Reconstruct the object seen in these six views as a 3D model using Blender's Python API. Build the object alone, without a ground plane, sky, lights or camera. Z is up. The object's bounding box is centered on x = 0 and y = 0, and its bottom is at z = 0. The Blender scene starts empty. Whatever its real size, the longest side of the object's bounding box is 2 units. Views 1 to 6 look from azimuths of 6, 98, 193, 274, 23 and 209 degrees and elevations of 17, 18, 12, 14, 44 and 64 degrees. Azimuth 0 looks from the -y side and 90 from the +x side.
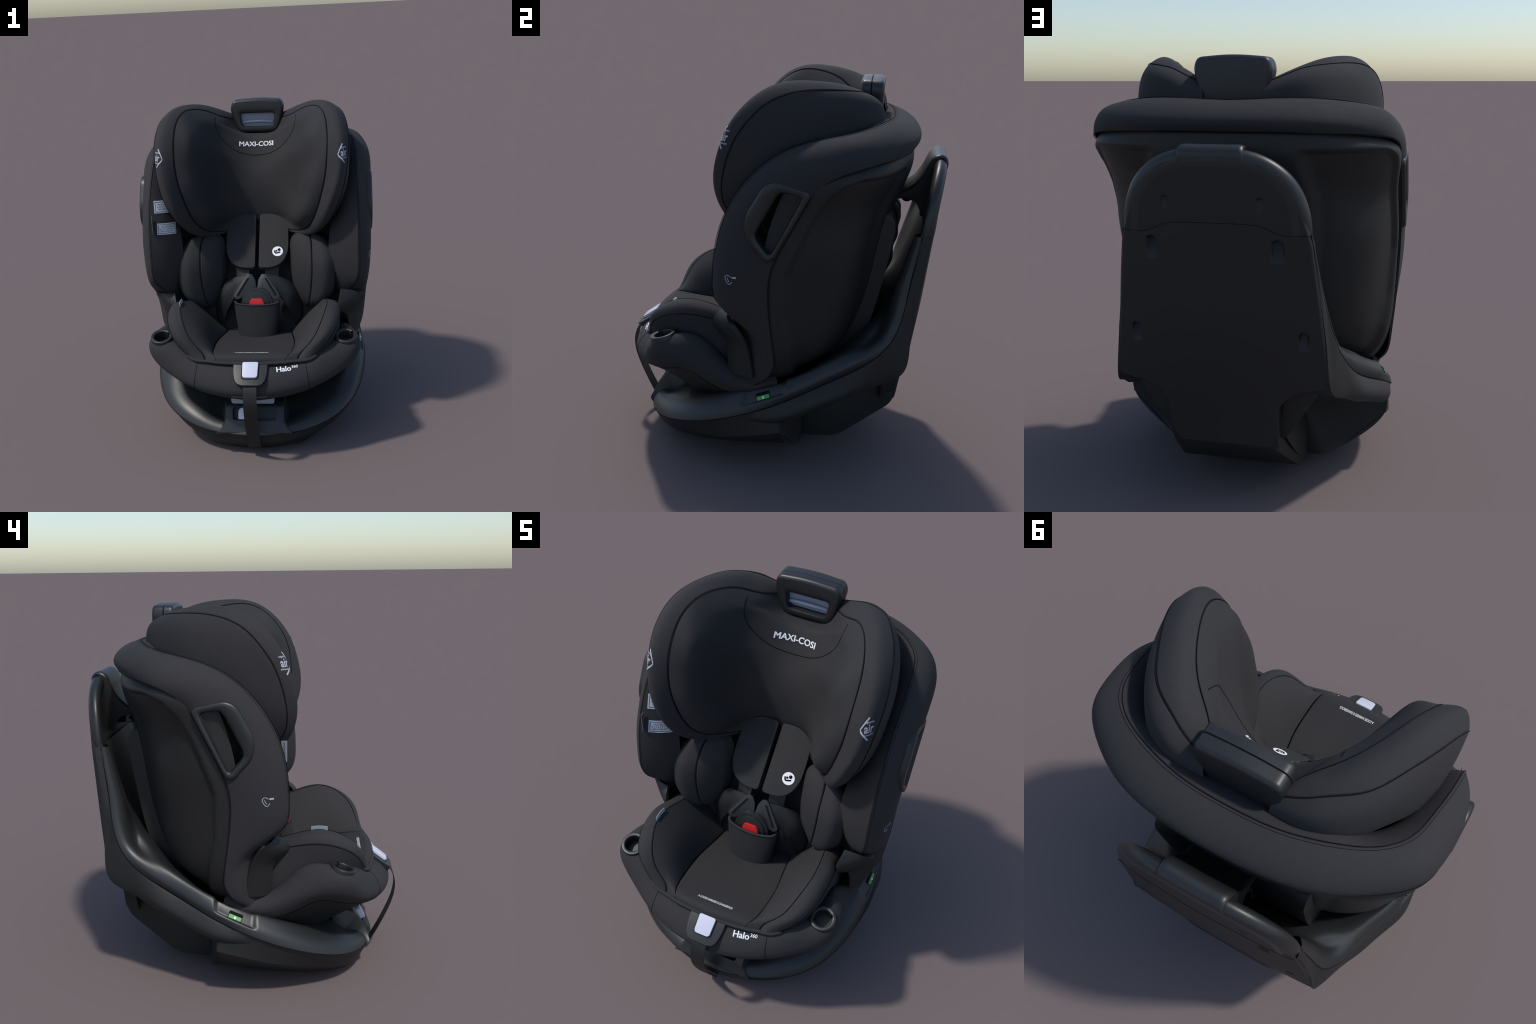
# Rotating child car seat on a base with an arched rear support.
import bpy, bmesh, math
import numpy as np
from mathutils import Vector, Matrix
from mathutils.bvhtree import BVHTree

# ------------------------------------------------------------------ helpers
ROOT = bpy.data.objects.new("child_car_seat", None)
bpy.context.scene.collection.objects.link(ROOT)
ROOT["label"] = "black padded swivel child car seat on arched base"
ROOT["category"] = "car seat"


def link(ob, parent=None):
    bpy.context.scene.collection.objects.link(ob)
    ob.parent = parent or ROOT
    return ob


def spline(pts, ts):
    """natural cubic through pts (chord knots); ts are in index units"""
    p = np.array(pts, float)
    n = len(p)
    ts = np.asarray(ts, float)
    if n == 2:
        return p[0] + (p[1] - p[0]) * ts[:, None]
    h = np.maximum(np.linalg.norm(np.diff(p, axis=0), axis=1), 1e-6) ** 0.7
    A = np.zeros((n, n)); B = np.zeros((n, p.shape[1]))
    A[0, 0] = A[-1, -1] = 1
    for i in range(1, n - 1):
        A[i, i - 1] = h[i - 1]; A[i, i] = 2 * (h[i - 1] + h[i]); A[i, i + 1] = h[i]
        B[i] = 6 * ((p[i + 1] - p[i]) / h[i] - (p[i] - p[i - 1]) / h[i - 1])
    M = np.linalg.solve(A, B)
    i = np.clip(ts.astype(int), 0, n - 2)
    u = (ts - i)[:, None]; hh = h[i][:, None]
    a = (1 - u) * hh; b = u * hh
    return (M[i] * a ** 3 + M[i + 1] * b ** 3) / (6 * hh) + (p[i] / hh - M[i] * hh / 6) * a + (p[i + 1] / hh - M[i + 1] * hh / 6) * b


def seglen(pts):
    return np.linalg.norm(np.diff(np.array(pts, float), axis=0), axis=1)


def tparams(lens, step):
    t = []
    for i, l in enumerate(lens):
        k = max(1, int(round(l / step)))
        t += list(i + np.arange(k) / k)
    return np.array(t + [len(lens)])


def curve(pts, step=.01):
    return spline(pts, tparams(seglen(pts), step))


def rail_grid(rails, step=.01, lin=False):
    """surface through rails of equal point count: grid[v along, u across]"""
    R = [np.array(r, float) for r in rails]
    n = len(R[0])
    for r in R:
        assert len(r) == n, [len(q) for q in R]
    lv = np.max([seglen(r) for r in R], axis=0)
    tv = tparams(lv, step)
    S = np.array([spline(r, tv) for r in R])            # u, v, 3
    lu = np.max(np.linalg.norm(np.diff(S, axis=0), axis=2), axis=1)
    tu = tparams(lu, step)
    if lin:
        i = np.clip(tu.astype(int), 0, len(R) - 2); f = (tu - i)[:, None, None]
        return np.swapaxes(S[i] * (1 - f) + S[i + 1] * f, 0, 1)
    G = np.array([spline(S[:, j], tu) for j in range(S.shape[1])])
    return G                                            # v, u, 3


def sym_u(rails):
    """rails[0] lies on x = 0: continue to the left hand across the rails"""
    R = [np.array(r, float) for r in rails]
    return [r * np.array([-1, 1, 1]) for r in R[:0:-1]] + R


def sym_v(rails):
    """every rail starts on x = 0: continue each one to the left hand"""
    R = [np.array(r, float) for r in rails]
    return [np.concatenate([r[:0:-1] * np.array([-1, 1, 1]), r]) for r in R]


def gnormals(G):
    a = np.gradient(G, axis=0); b = np.gradient(G, axis=1)
    n = np.cross(a, b)
    return n / np.maximum(np.linalg.norm(n, axis=2), 1e-9)[..., None]


def pillow(G, r, edges, sign=1):
    """round the named edges (u0,u1,v0,v1) inwards by radius r, adding rows near them"""
    for e in edges:
        ax = 1 if e[0] == 'u' else 0
        A = np.swapaxes(G, 0, 1) if ax == 0 else G      # work along axis 1
        if e[1] == '1':
            A = A[:, ::-1]
        d = np.concatenate([np.zeros((A.shape[0], 1)), np.cumsum(np.linalg.norm(np.diff(A, axis=1), axis=2), axis=1)], axis=1)
        ds = r * np.array([0, .05, .18, .4, .7, 1.0])
        rows = []
        for k in range(A.shape[0]):
            keep = d[k] > r * 1.35
            # constant topology: drop the same number of columns for every row
            rows.append((d[k], A[k]))
        m = int(np.max([np.argmax(q[0] > r * 1.3) if np.any(q[0] > r * 1.3) else A.shape[1] - 1 for q in rows]))
        m = min(max(m, 1), A.shape[1] - 1)
        new = np.zeros((A.shape[0], len(ds) + A.shape[1] - m, 3))
        for k, (dk, ak) in enumerate(rows):
            tot = dk[m] if dk[m] > 1e-6 else 1e-6
            q = np.minimum(ds, tot * np.linspace(0, .98, len(ds))) if tot < r * 1.02 else ds
            for c in range(3):
                new[k, :len(ds), c] = np.interp(q, dk, ak[:, c])
            new[k, len(ds):] = ak[m:]
        A = new
        d = np.concatenate([np.zeros((A.shape[0], 1)), np.cumsum(np.linalg.norm(np.diff(A, axis=1), axis=2), axis=1)], axis=1)
        if e[1] == '1':
            A = A[:, ::-1]; d = d[:, ::-1]
        if ax == 0:
            A = np.swapaxes(A, 0, 1); d = np.swapaxes(d, 0, 1)
        N = gnormals(A) * sign
        x = np.clip(1 - d / r, 0, 1)
        G = A - N * (r * (1 - np.sqrt(np.maximum(0, 1 - x * x))))[..., None]
    return G


def mesh_obj(name, V, F, mat, parent=None, smooth=True, angle=None, weld=0):
    me = bpy.data.meshes.new(name)
    me.from_pydata([tuple(v) for v in V], [], [tuple(f) for f in F])
    bm = bmesh.new(); bm.from_mesh(me)
    if weld:
        bmesh.ops.remove_doubles(bm, verts=bm.verts, dist=weld)
    bmesh.ops.dissolve_degenerate(bm, edges=bm.edges, dist=1e-7)
    bm.to_mesh(me); bm.free()
    me.materials.append(mat)
    for p in me.polygons:
        p.use_smooth = smooth
    if angle:
        me.set_sharp_from_angle(angle=math.radians(angle))
    return link(bpy.data.objects.new(name, me), parent)


def grid_vf(G):
    nv, nu = G.shape[:2]
    V = G.reshape(-1, 3)
    i = np.arange(nv - 1)[:, None] * nu + np.arange(nu - 1)[None]
    F = np.stack([i, i + 1, i + nu + 1, i + nu], axis=2).reshape(-1, 4)
    return V, F


def grid_obj(name, G, mat, parent=None, mirror=False, weld=2e-4, flip=False, post=None, cut=None):
    V, F = grid_vf(G)
    if flip:
        F = F[:, ::-1]
    if cut is not None:
        c = V[F].mean(axis=1)
        F = F[~cut(c)]
    if mirror:
        V2 = V * np.array([-1, 1, 1])
        F = np.concatenate([F, F[:, ::-1] + len(V)])
        V = np.concatenate([V, V2])
    ob = mesh_obj(name, V, F.tolist(), mat, parent, weld=weld)
    return ob


def pair(name, build):
    """build(side) for the right (+1) and left (-1) hand"""
    return [build(s) for s in (1, -1)]


def tube(name, path, r, mat, parent=None, n=8, mirror=False, sx=1.0, closed=False):
    P = np.array(path, float)
    T = np.gradient(P, axis=0)
    if closed:
        T = np.roll(P, -1, axis=0) - np.roll(P, 1, axis=0)
    T /= np.linalg.norm(T, axis=1)[:, None]
    up = np.array([0.31, 0.2, .93]); rings = []
    X = np.cross(T[0], up); X /= np.linalg.norm(X)
    for p, t in zip(P, T):
        X = X - t * (X @ t); X /= np.linalg.norm(X)
        Y = np.cross(t, X)
        a = np.arange(n) * 2 * math.pi / n
        rings.append(p + r * (np.cos(a)[:, None] * X * sx + np.sin(a)[:, None] * Y))
    m = len(P)
    V = np.concatenate(rings)
    F = []
    for i in range(m if closed else m - 1):
        j = (i + 1) % m
        for k in range(n):
            F.append((i * n + k, i * n + (k + 1) % n, j * n + (k + 1) % n, j * n + k))
    if not closed:
        F.append(tuple(range(n))[::-1]); F.append(tuple((m - 1) * n + k for k in range(n)))
    if mirror:
        F = F + [tuple(q + len(V) for q in f[::-1]) for f in F]
        V = np.concatenate([V, V * np.array([-1, 1, 1])])
    return mesh_obj(name, V, F, mat, parent)


def prism(name, poly, h, frame, mat, parent=None, bevel=.006, segs=3, mat_angle=40, shape=None, taper=1.0):
    """closed outline (local x,y) extruded to local z = h; frame = 4x4 or function"""
    bm = bmesh.new()
    pts = [Vector((x, y, 0)) for x, y in poly]
    c = sum(pts, Vector()) / len(pts)
    a = [bm.verts.new(p) for p in pts]
    b = [bm.verts.new(c + (p - c) * taper + Vector((0, 0, h))) for p in pts]
    n = len(a)
    bm.faces.new(a[::-1]); bm.faces.new(b)
    for i in range(n):
        bm.faces.new((a[i], a[(i + 1) % n], b[(i + 1) % n], b[i]))
    bmesh.ops.recalc_face_normals(bm, faces=bm.faces)
    if bevel:
        bmesh.ops.bevel(bm, geom=list(bm.edges), offset=bevel, segments=segs, profile=.5, affect='EDGES', clamp_overlap=True)
    if shape:
        bmesh.ops.triangulate(bm, faces=[f for f in bm.faces if len(f.verts) > 4])
    M = frame
    for v in bm.verts:
        p = v.co
        if shape:
            p = Vector(shape(p))
        v.co = M @ p if M is not None else p
    bmesh.ops.recalc_face_normals(bm, faces=bm.faces)
    me = bpy.data.meshes.new(name); bm.to_mesh(me); bm.free()
    me.materials.append(mat)
    for p in me.polygons:
        p.use_smooth = True
    me.set_sharp_from_angle(angle=math.radians(mat_angle))
    return link(bpy.data.objects.new(name, me), parent)


def rounded(poly, r, n=6):
    """round the corners of a 2-D polygon; r may be a list"""
    out = []
    m = len(poly)
    for i in range(m):
        p = np.array(poly[i], float); a = np.array(poly[i - 1], float); b = np.array(poly[(i + 1) % m], float)
        rr = r[i] if isinstance(r, (list, tuple)) else r
        u = a - p; v = b - p
        lu, lv = np.linalg.norm(u), np.linalg.norm(v)
        d = min(rr, lu * .49, lv * .49)
        s, e = p + u / lu * d, p + v / lv * d
        for t in np.linspace(0, 1, n + 1):
            out.append(tuple((1 - t) ** 2 * s + 2 * t * (1 - t) * p + t * t * e))
    return out


def frame(o, x, y):
    x = Vector(x).normalized(); y = Vector(y)
    y = (y - x * y.dot(x)).normalized(); z = x.cross(y)
    M = Matrix((x, y, z)).transposed().to_4x4(); M.translation = Vector(o)
    return M


def bvh_of(obs):
    V, F = [], []
    for o in obs:
        k = len(V)
        V += [v.co.copy() for v in o.data.vertices]
        F += [tuple(q + k for q in p.vertices) for p in o.data.polygons]
    return BVHTree.FromPolygons(V, F)


def across(rails, t, step=.008):
    """the line across the rails at index t"""
    p = np.array([spline(r, [t])[0] for r in rails])
    return curve(p, step)


def surface_shadow_line(name, pts, direction, tree, r, mat, parent, lift=0.0, step=.006):
    d = Vector(direction).normalized(); out = []
    for p in curve(pts, step):
        hit = tree.ray_cast(Vector(p) - d * .15, d)
        if hit[0]:
            n = hit[1] if hit[1].dot(d) < 0 else -hit[1]
            out.append(hit[0] + n * lift)
    return tube(name, out, r, mat, parent, n=6)


def decal(name, V, F, M, tree, mat, parent=None, lift=.0016, reach=.12, wrap=False):
    """lay a flat drawing (local x, y) on a surface by casting along local -z"""
    d = -(M.to_3x3() @ Vector((0, 0, 1))).normalized()
    bm = bmesh.new()
    vs = [bm.verts.new((x, y, 0)) for x, y in V]
    for f in F:
        try:
            bm.faces.new([vs[k] for k in f])
        except ValueError:
            pass
    bmesh.ops.triangulate(bm, faces=bm.faces)
    for _ in range(3):
        e = [q for q in bm.edges if q.calc_length() > .010]
        if not e:
            break
        bmesh.ops.subdivide_edges(bm, edges=e, cuts=1)
        bmesh.ops.triangulate(bm, faces=[f for f in bm.faces if len(f.verts) > 3])
    bad = []
    for v in bm.verts:
        p = M @ v.co
        hit = tree.find_nearest(p) if wrap else tree.ray_cast(p - d * reach, d, reach * 2)
        if hit[0]:
            n = hit[1] if hit[1].dot(d) < 0 else -hit[1]
            v.co = hit[0] + n * lift
        else:
            bad.append(v)
    bmesh.ops.delete(bm, geom=bad, context='VERTS')
    me = bpy.data.meshes.new(name); bm.to_mesh(me); bm.free()
    me.materials.append(mat)
    return link(bpy.data.objects.new(name, me), parent)


def text_vf(body, width, height=None, bold=.0, space=1.0):
    cu = bpy.data.curves.new("lettering", 'FONT'); cu.body = body; cu.size = 1; cu.offset = bold; cu.align_x = 'CENTER'; cu.align_y = 'CENTER'
    cu.space_character = space; cu.resolution_u = 3
    ob = bpy.data.objects.new("lettering", cu); bpy.context.scene.collection.objects.link(ob)
    me = bpy.data.meshes.new_from_object(ob.evaluated_get(bpy.context.evaluated_depsgraph_get()))
    V = np.array([v.co[:2] for v in me.vertices]); F = [tuple(p.vertices) for p in me.polygons]
    bpy.data.objects.remove(ob); bpy.data.curves.remove(cu); bpy.data.meshes.remove(me)
    lo, hi = V.min(0), V.max(0)
    V = V - (lo + hi) / 2
    k = width / (hi[0] - lo[0])
    V[:, 0] *= k
    V[:, 1] *= (height / (hi[1] - lo[1])) if height else k
    return V, F


def stroke_vf(path, w):
    """a flat band of width w along a 2-D path"""
    p = np.array(path, float); t = np.gradient(p, axis=0); t /= np.linalg.norm(t, axis=1)[:, None]
    n = np.c_[-t[:, 1], t[:, 0]] * w / 2
    V = np.concatenate([p + n, p - n]); m = len(p)
    return V, [(i, i + 1, m + i + 1, m + i) for i in range(m - 1)]


def disc_vf(cx, cy, r, n=32, ry=None):
    a = np.arange(n) * 2 * math.pi / n
    return np.c_[cx + r * np.cos(a), cy + (ry or r) * np.sin(a)], [tuple(range(n))]


def sm(a, b, x):
    t = np.clip((x - a) / (b - a), 0, 1)
    return t * t * (3 - 2 * t)


# ------------------------------------------------------------------ materials
def new_mat(name, col, rough, bump=None, var=0.0, scale=200., sheen=0, coat=0, spec=.5, metallic=0, rvar=0.0):
    m = bpy.data.materials.new(name); m.use_nodes = True
    nt = m.node_tree; b = nt.nodes["Principled BSDF"]
    b.inputs["Roughness"].default_value = rough
    b.inputs["Specular IOR Level"].default_value = spec
    b.inputs["Metallic"].default_value = metallic
    b.inputs["Base Color"].default_value = (*col, 1)
    if sheen:
        b.inputs["Sheen Weight"].default_value = sheen
        b.inputs["Sheen Roughness"].default_value = .5
    if coat:
        b.inputs["Coat Weight"].default_value = coat
        b.inputs["Coat Roughness"].default_value = .3
    tc = nt.nodes.new("ShaderNodeTexCoord")
    if var:
        nz = nt.nodes.new("ShaderNodeTexNoise"); nz.inputs["Scale"].default_value = 60; nz.inputs["Detail"].default_value = 5
        nt.links.new(tc.outputs["Object"], nz.inputs["Vector"])
        mx = nt.nodes.new("ShaderNodeMix"); mx.data_type = 'RGBA'
        mx.inputs["A"].default_value = (*[c * (1 - var) for c in col], 1)
        mx.inputs["B"].default_value = (*[c * (1 + var) for c in col], 1)
        nt.links.new(nz.outputs["Fac"], mx.inputs["Factor"])
        nt.links.new(mx.outputs["Result"], b.inputs["Base Color"])
    if bump:
        kind, strength, dist = bump
        bn = nt.nodes.new("ShaderNodeBump"); bn.inputs["Strength"].default_value = strength; bn.inputs["Distance"].default_value = dist
        if kind == 'weave':
            outs = []
            for ax in ('X', 'Z'):
                w = nt.nodes.new("ShaderNodeTexWave"); w.bands_direction = ax; w.inputs["Scale"].default_value = scale
                w.inputs["Distortion"].default_value = 3; w.inputs["Detail"].default_value = 1; w.inputs["Detail Scale"].default_value = 2
                nt.links.new(tc.outputs["Object"], w.inputs["Vector"]); outs.append(w)
            nz = nt.nodes.new("ShaderNodeTexNoise"); nz.inputs["Scale"].default_value = 260; nz.inputs["Detail"].default_value = 3
            nt.links.new(tc.outputs["Object"], nz.inputs["Vector"])
            a1 = nt.nodes.new("ShaderNodeMath"); a1.operation = 'ADD'
            nt.links.new(outs[0].outputs["Fac"], a1.inputs[0]); nt.links.new(outs[1].outputs["Fac"], a1.inputs[1])
            a2 = nt.nodes.new("ShaderNodeMath"); a2.operation = 'ADD'
            nt.links.new(a1.outputs[0], a2.inputs[0]); nt.links.new(nz.outputs["Fac"], a2.inputs[1])
            nt.links.new(a2.outputs[0], bn.inputs["Height"])
        else:
            nz = nt.nodes.new("ShaderNodeTexNoise"); nz.inputs["Scale"].default_value = scale; nz.inputs["Detail"].default_value = 3
            nt.links.new(tc.outputs["Object"], nz.inputs["Vector"]); nt.links.new(nz.outputs["Fac"], bn.inputs["Height"])
        nt.links.new(bn.outputs["Normal"], b.inputs["Normal"])
    return m


FABRIC = new_mat("black_fabric", (.030, .0288, .0312), .88, ('weave', .12, .001), .12, 60, spec=.35)
FABRIC2 = new_mat("smooth_black_fabric", (.0285, .0277, .0292), .85, ('weave', .15, .001), .08, 60, spec=.35)
CORD = new_mat("seam_shadow_black", (.007, .007, .0075), .9, spec=.15)  # near-black so thin tubes draw the crease shadow along seams; also used for print
PLASTIC = new_mat("satin_black_plastic", (.0165, .0175, .0185), .42, ('noise', .06, .0005), .05, 300, spec=.55)
SHELL = new_mat("matte_shell_plastic", (.0165, .0165, .0162), .55, ('noise', .12, .0006), .08, 350, spec=.4)
DARK = new_mat("dark_plastic", (.009, .009, .0095), .6, spec=.35)
SILVER = new_mat("pale_plastic", (.62, .63, .74), .25, spec=.5)
GREY = new_mat("grey_plastic", (.33, .35, .42), .4)
RED = new_mat("red_plastic", (.62, .018, .022), .35)
WEB = new_mat("belt_webbing", (.0135, .0135, .014), .55, ('weave', .3, .0008), .1, 90, spec=.45)
WHITE = new_mat("white_print", (.86, .87, .90), .7)
PALE = new_mat("grey_print", (.46, .48, .55), .7)
LABEL = new_mat("label_fabric", (.48, .52, .60), .8)
GREEN = new_mat("green_indicator", (.075, .33, .065), .4)
TAB = new_mat("tab_fabric", (.33, .39, .42), .8)

# ------------------------------------------------------------------ headrest
hA = [(.145, .400, 1.868), (.213, .318, 1.895), (.26, .275, 1.92), (.31, .223, 1.95), (.371, .124, 1.975), (.417, .017, 1.973), (.448, -.075, 1.928),
      (.459, -.150, 1.850), (.458, -.203, 1.758), (.445, -.232, 1.607), (.415, -.222, 1.47), (.375, -.178, 1.34), (.328, -.105, 1.255), (.272, -.02, 1.212), (.19, .07, 1.195)]
hI = [(.130, .400, 1.832), (.182, .330, 1.858), (.225, .275, 1.88), (.275, .21, 1.90), (.325, .11, 1.91), (.36, .03, 1.89), (.375, -.015, 1.84),
      (.378, -.03, 1.76), (.374, -.035, 1.68), (.365, -.04, 1.57), (.345, -.025, 1.46), (.31, 0.01, 1.36), (.27, .055, 1.28), (.22, .10, 1.235), (.15, .13, 1.215)]
hJ = [(.100, .395, 1.784), (.135, .340, 1.800), (.165, .30, 1.815), (.20, .25, 1.84), (.235, .20, 1.83), (.255, .16, 1.80), (.262, .135, 1.755),
      (.262, .12, 1.70), (.26, .115, 1.63), (.255, .112, 1.54), (.24, .115, 1.45), (.215, .125, 1.37), (.185, .135, 1.30), (.15, .145, 1.255), (.10, .15, 1.23)]
h0 = [(0, .390, 1.776), (0, .345, 1.772), (0, .312, 1.765), (0, .295, 1.752), (0, .280, 1.732), (0, .263, 1.70), (0, .240, 1.66),
      (0, .212, 1.61), (0, .184, 1.56), (0, .162, 1.50), (0, .150, 1.44), (0, .146, 1.37), (0, .146, 1.31), (0, .148, 1.265), (0, .150, 1.235)]
hM = [(.150, .425, 1.892), (.225, .37, 1.93), (.29, .335, 1.960), (.36, .25, 1.988), (.425, .15, 2.0), (.475, .035, 1.993), (.512, -.065, 1.952),
      (.537, -.158, 1.868), (.543, -.225, 1.765), (.530, -.272, 1.63), (.502, -.289, 1.52), (.460, -.268, 1.39), (.410, -.185, 1.265), (.345, -.09, 1.203), (.24, .03, 1.183)]
hB = [(.155, .455, 1.888), (.235, .432, 1.92), (.30, .40, 1.945), (.40, .335, 1.962), (.475, .22, 1.968), (.535, .09, 1.955), (.572, -.03, 1.905),
      (.588, -.12, 1.815), (.584, -.18, 1.72), (.567, -.222, 1.60), (.54, -.24, 1.49), (.50, -.225, 1.385), (.45, -.14, 1.28), (.38, -.04, 1.22), (.28, .06, 1.20)]
hP = [(.145, .488, 1.84), (.22, .485, 1.87), (.30, .47, 1.90), (.41, .40, 1.915), (.495, .29, 1.91), (.56, .16, 1.88), (.595, .05, 1.83),
      (.607, -.03, 1.75), (.606, -.08, 1.66), (.598, -.115, 1.57), (.575, -.13, 1.47), (.535, -.12, 1.38), (.48, -.06, 1.29), (.41, .02, 1.24), (.31, .1, 1.22)]
hQ = [(.15, .50, 1.74), (.20, .50, 1.74), (.30, .49, 1.75), (.41, .44, 1.76), (.49, .34, 1.76), (.55, .24, 1.73), (.58, .15, 1.68),
      (.59, .09, 1.62), (.59, .06, 1.56), (.58, .04, 1.49), (.56, .03, 1.42), (.52, .03, 1.36), (.47, .06, 1.30), (.41, .1, 1.26), (.32, .15, 1.25)]

def puff(rail, dx, dy, lo, hi):
    out = []
    for i, (x, y, z) in enumerate(rail):
        w = float(sm(lo[0], lo[1], z) * sm(hi[0], hi[1], z) * sm(1.0, 4.5, i))
        out.append((x + dx * w, y + dy * w, z))
    return out
hI = puff(hI, -.008, -.125, (1.18, 1.34), (1.94, 1.80))
hI = puff(hI, 0, -.042, (1.18, 1.30), (1.75, 1.50))
hJ = puff(hJ, -.005, -.066, (1.20, 1.36), (1.86, 1.68))
HEAD = bpy.data.objects.new("headrest", None); link(HEAD)
g = rail_grid(sym_u([h0, hJ, hI, hA]), .008)
inner = grid_obj("headrest_face", pillow(g, .010, ['u0', 'u1'], 1), FABRIC2, HEAD)
g = rail_grid([hA, hM, hB], .008)
band = grid_obj("headrest_bolster", pillow(g, .010, ['u0', 'u1'], 1), FABRIC, HEAD, mirror=True)
hP = [(x - .010 - .005 * float(sm(1.92, 1.80, z)), y, z) for x, y, z in hP]
hQ = [(x - .012, y, z) for x, y, z in hQ]
g = rail_grid([hB, hP, hQ], .008)
grid_obj("headrest_side_panel", pillow(g, .010, ['u0'], 1), FABRIC, HEAD, mirror=True)
tube("seam_shadow_line", curve(hA), .0018, CORD, HEAD, mirror=True)
tube("seam_shadow_line", curve(hB), .0018, CORD, HEAD, mirror=True)

core = [(-.24, 1.35), (.24, 1.35), (.24, 1.89), (.19, 1.885), (.166, 1.855), (.145, 1.800), (.115, 1.775), (-.115, 1.775), (-.145, 1.800), (-.166, 1.855), (-.19, 1.885), (-.24, 1.89)]
prism("headrest_core", core, .075, frame((0, .47, 0), (1, 0, 0), (0, 0, 1)), FABRIC, HEAD, bevel=.008)
# carry handle: a front ring with a grip opening, a back half and the lever inside
def handle_outline():
    return rounded([(-.132, 1.778), (.132, 1.778), (.160, 1.86), (.177, 1.945), (.160, 1.990), (.0, 2.003), (-.160, 1.990), (-.177, 1.945), (-.160, 1.86)],
                   [.055, .055, .05, .035, .04, .2, .04, .035, .05], 7)


def loop_resample(poly, n):
    Pp = np.array(list(poly) + [poly[0]]); d = np.r_[0, np.cumsum(seglen(Pp))]
    t = np.linspace(0, d[-1], n, endpoint=False)
    return np.c_[np.interp(t, d, Pp[:, 0]), np.interp(t, d, Pp[:, 1])]


def loop_skin(name, loops, M, mat, parent=None, cap=True, angle=50):
    V = np.concatenate(loops); n = len(loops[0]); F = []
    for i in range(len(loops) - 1):
        for j in range(n):
            F.append((i * n + j, i * n + (j + 1) % n, (i + 1) * n + (j + 1) % n, (i + 1) * n + j))
    if cap:
        F.append(tuple((len(loops) - 1) * n + j for j in range(n)))
    ob = mesh_obj(name, [M @ Vector(v) for v in V], F, mat, parent, angle=angle)
    bm = bmesh.new(); bm.from_mesh(ob.data); bmesh.ops.recalc_face_normals(bm, faces=bm.faces); bm.to_mesh(ob.data); bm.free()
    return ob


def inset(A, d):
    t = np.roll(A, -1, 0) - np.roll(A, 1, 0); t /= np.linalg.norm(t, axis=1)[:, None]
    return A + np.c_[-t[:, 1], t[:, 0]] * d


A = loop_resample(handle_outline(), 120)
B = loop_resample(rounded([(-.101, 1.818), (.103, 1.816), (.115, 1.906), (-.113, 1.906)], [.02, .02, .022, .022], 6), 120)
B = np.roll(B, np.argmin([np.sum((A - np.roll(B, q, 0)) ** 2) for q in range(120)]), 0)
rr = .020
lp = [np.c_[inset(A, .010), np.full(120, -.004)], np.c_[A, np.full(120, .001)]]
for a in np.linspace(0, math.pi / 2, 7):
    lp.append(np.c_[inset(A, rr * (1 - math.cos(a))), np.full(120, .030 + rr * math.sin(a))])
C1 = inset(A, rr)
for f, h in ((.55, .051), (.85, .050), (.95, .046), (1, .038), (1.0, .004)):
    lp.append(np.c_[C1 + (B - C1) * f, np.full(120, h)])
loop_skin("handle_front", lp, frame((0, .416, 0), (1, 0, 0), (0, 0, 1)), PLASTIC, HEAD, cap=False)
lever = rounded([(-.12, 1.80), (.12, 1.80), (.12, 1.92), (-.12, 1.92)], .01, 2)
prism("grip_back", lever, .004, frame((0, .414, 0), (1, 0, 0), (0, 0, 1)), GREY, HEAD, bevel=0)
tube("grip_lever", curve([(-.105, .404, 1.842), (-.05, .396, 1.850), (0, .394, 1.852), (.05, .396, 1.850), (.105, .404, 1.842)]), .010, GREY, HEAD, n=12)
lp = [np.c_[inset(A * np.array([-1, 1]), -.010), np.full(120, -.004)], np.c_[A * np.array([-1, 1]), np.full(120, .001)]]
Am = A * np.array([-1, 1])
for a in np.linspace(0, math.pi / 2, 7):
    lp.append(np.c_[inset(Am, -rr * (1 - math.cos(a))), np.full(120, .040 + rr * math.sin(a))])
loop_skin("handle_back", lp, frame((0, .421, 0), (-1, 0, 0), (0, 0, 1)), PLASTIC, HEAD)

# ------------------------------------------------------------------ outer cover (horseshoe)
c0 = [(0, .663, 1.68), (.22, .653, 1.68), (.41, .607, 1.675), (.572, .523, 1.668), (.677, .425, 1.652), (.711, .335, 1.62), (.710, .231, 1.545), (.710, .148, 1.395),
      (.709, .067, 1.23), (.706, .034, 1.12), (.702, .030, 1.02), (.694, .046, .86), (.68, .068, .70), (.672, .066, .63), (.652, .03, .562), (.605, -.03, .500)]
c1 = [(0, .687, 1.725), (.22, .675, 1.725), (.41, .628, 1.722), (.572, .530, 1.712), (.674, .423, 1.698), (.714, .318, 1.665), (.727, .20, 1.598), (.724, .08, 1.46),
      (.720, -.02, 1.30), (.718, -.075, 1.15), (.712, -.085, 1.03), (.694, -.06, .88), (.672, 0, .75), (.66, 0, .66), (.642, -.015, .565), (.605, -.05, .503)]
c2 = [(0, .63, 1.788), (.21, .62, 1.79), (.40, .575, 1.787), (.553, .484, 1.778), (.648, .388, 1.760), (.676, .267, 1.735), (.697, .13, 1.680), (.699, 0, 1.568),
      (.690, -.115, 1.415), (.688, -.185, 1.25), (.684, -.21, 1.08), (.670, -.185, .92), (.625, -.078, .80), (.612, -.06, .69), (.605, -.06, .58), (.59, -.08, .52)]
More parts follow.
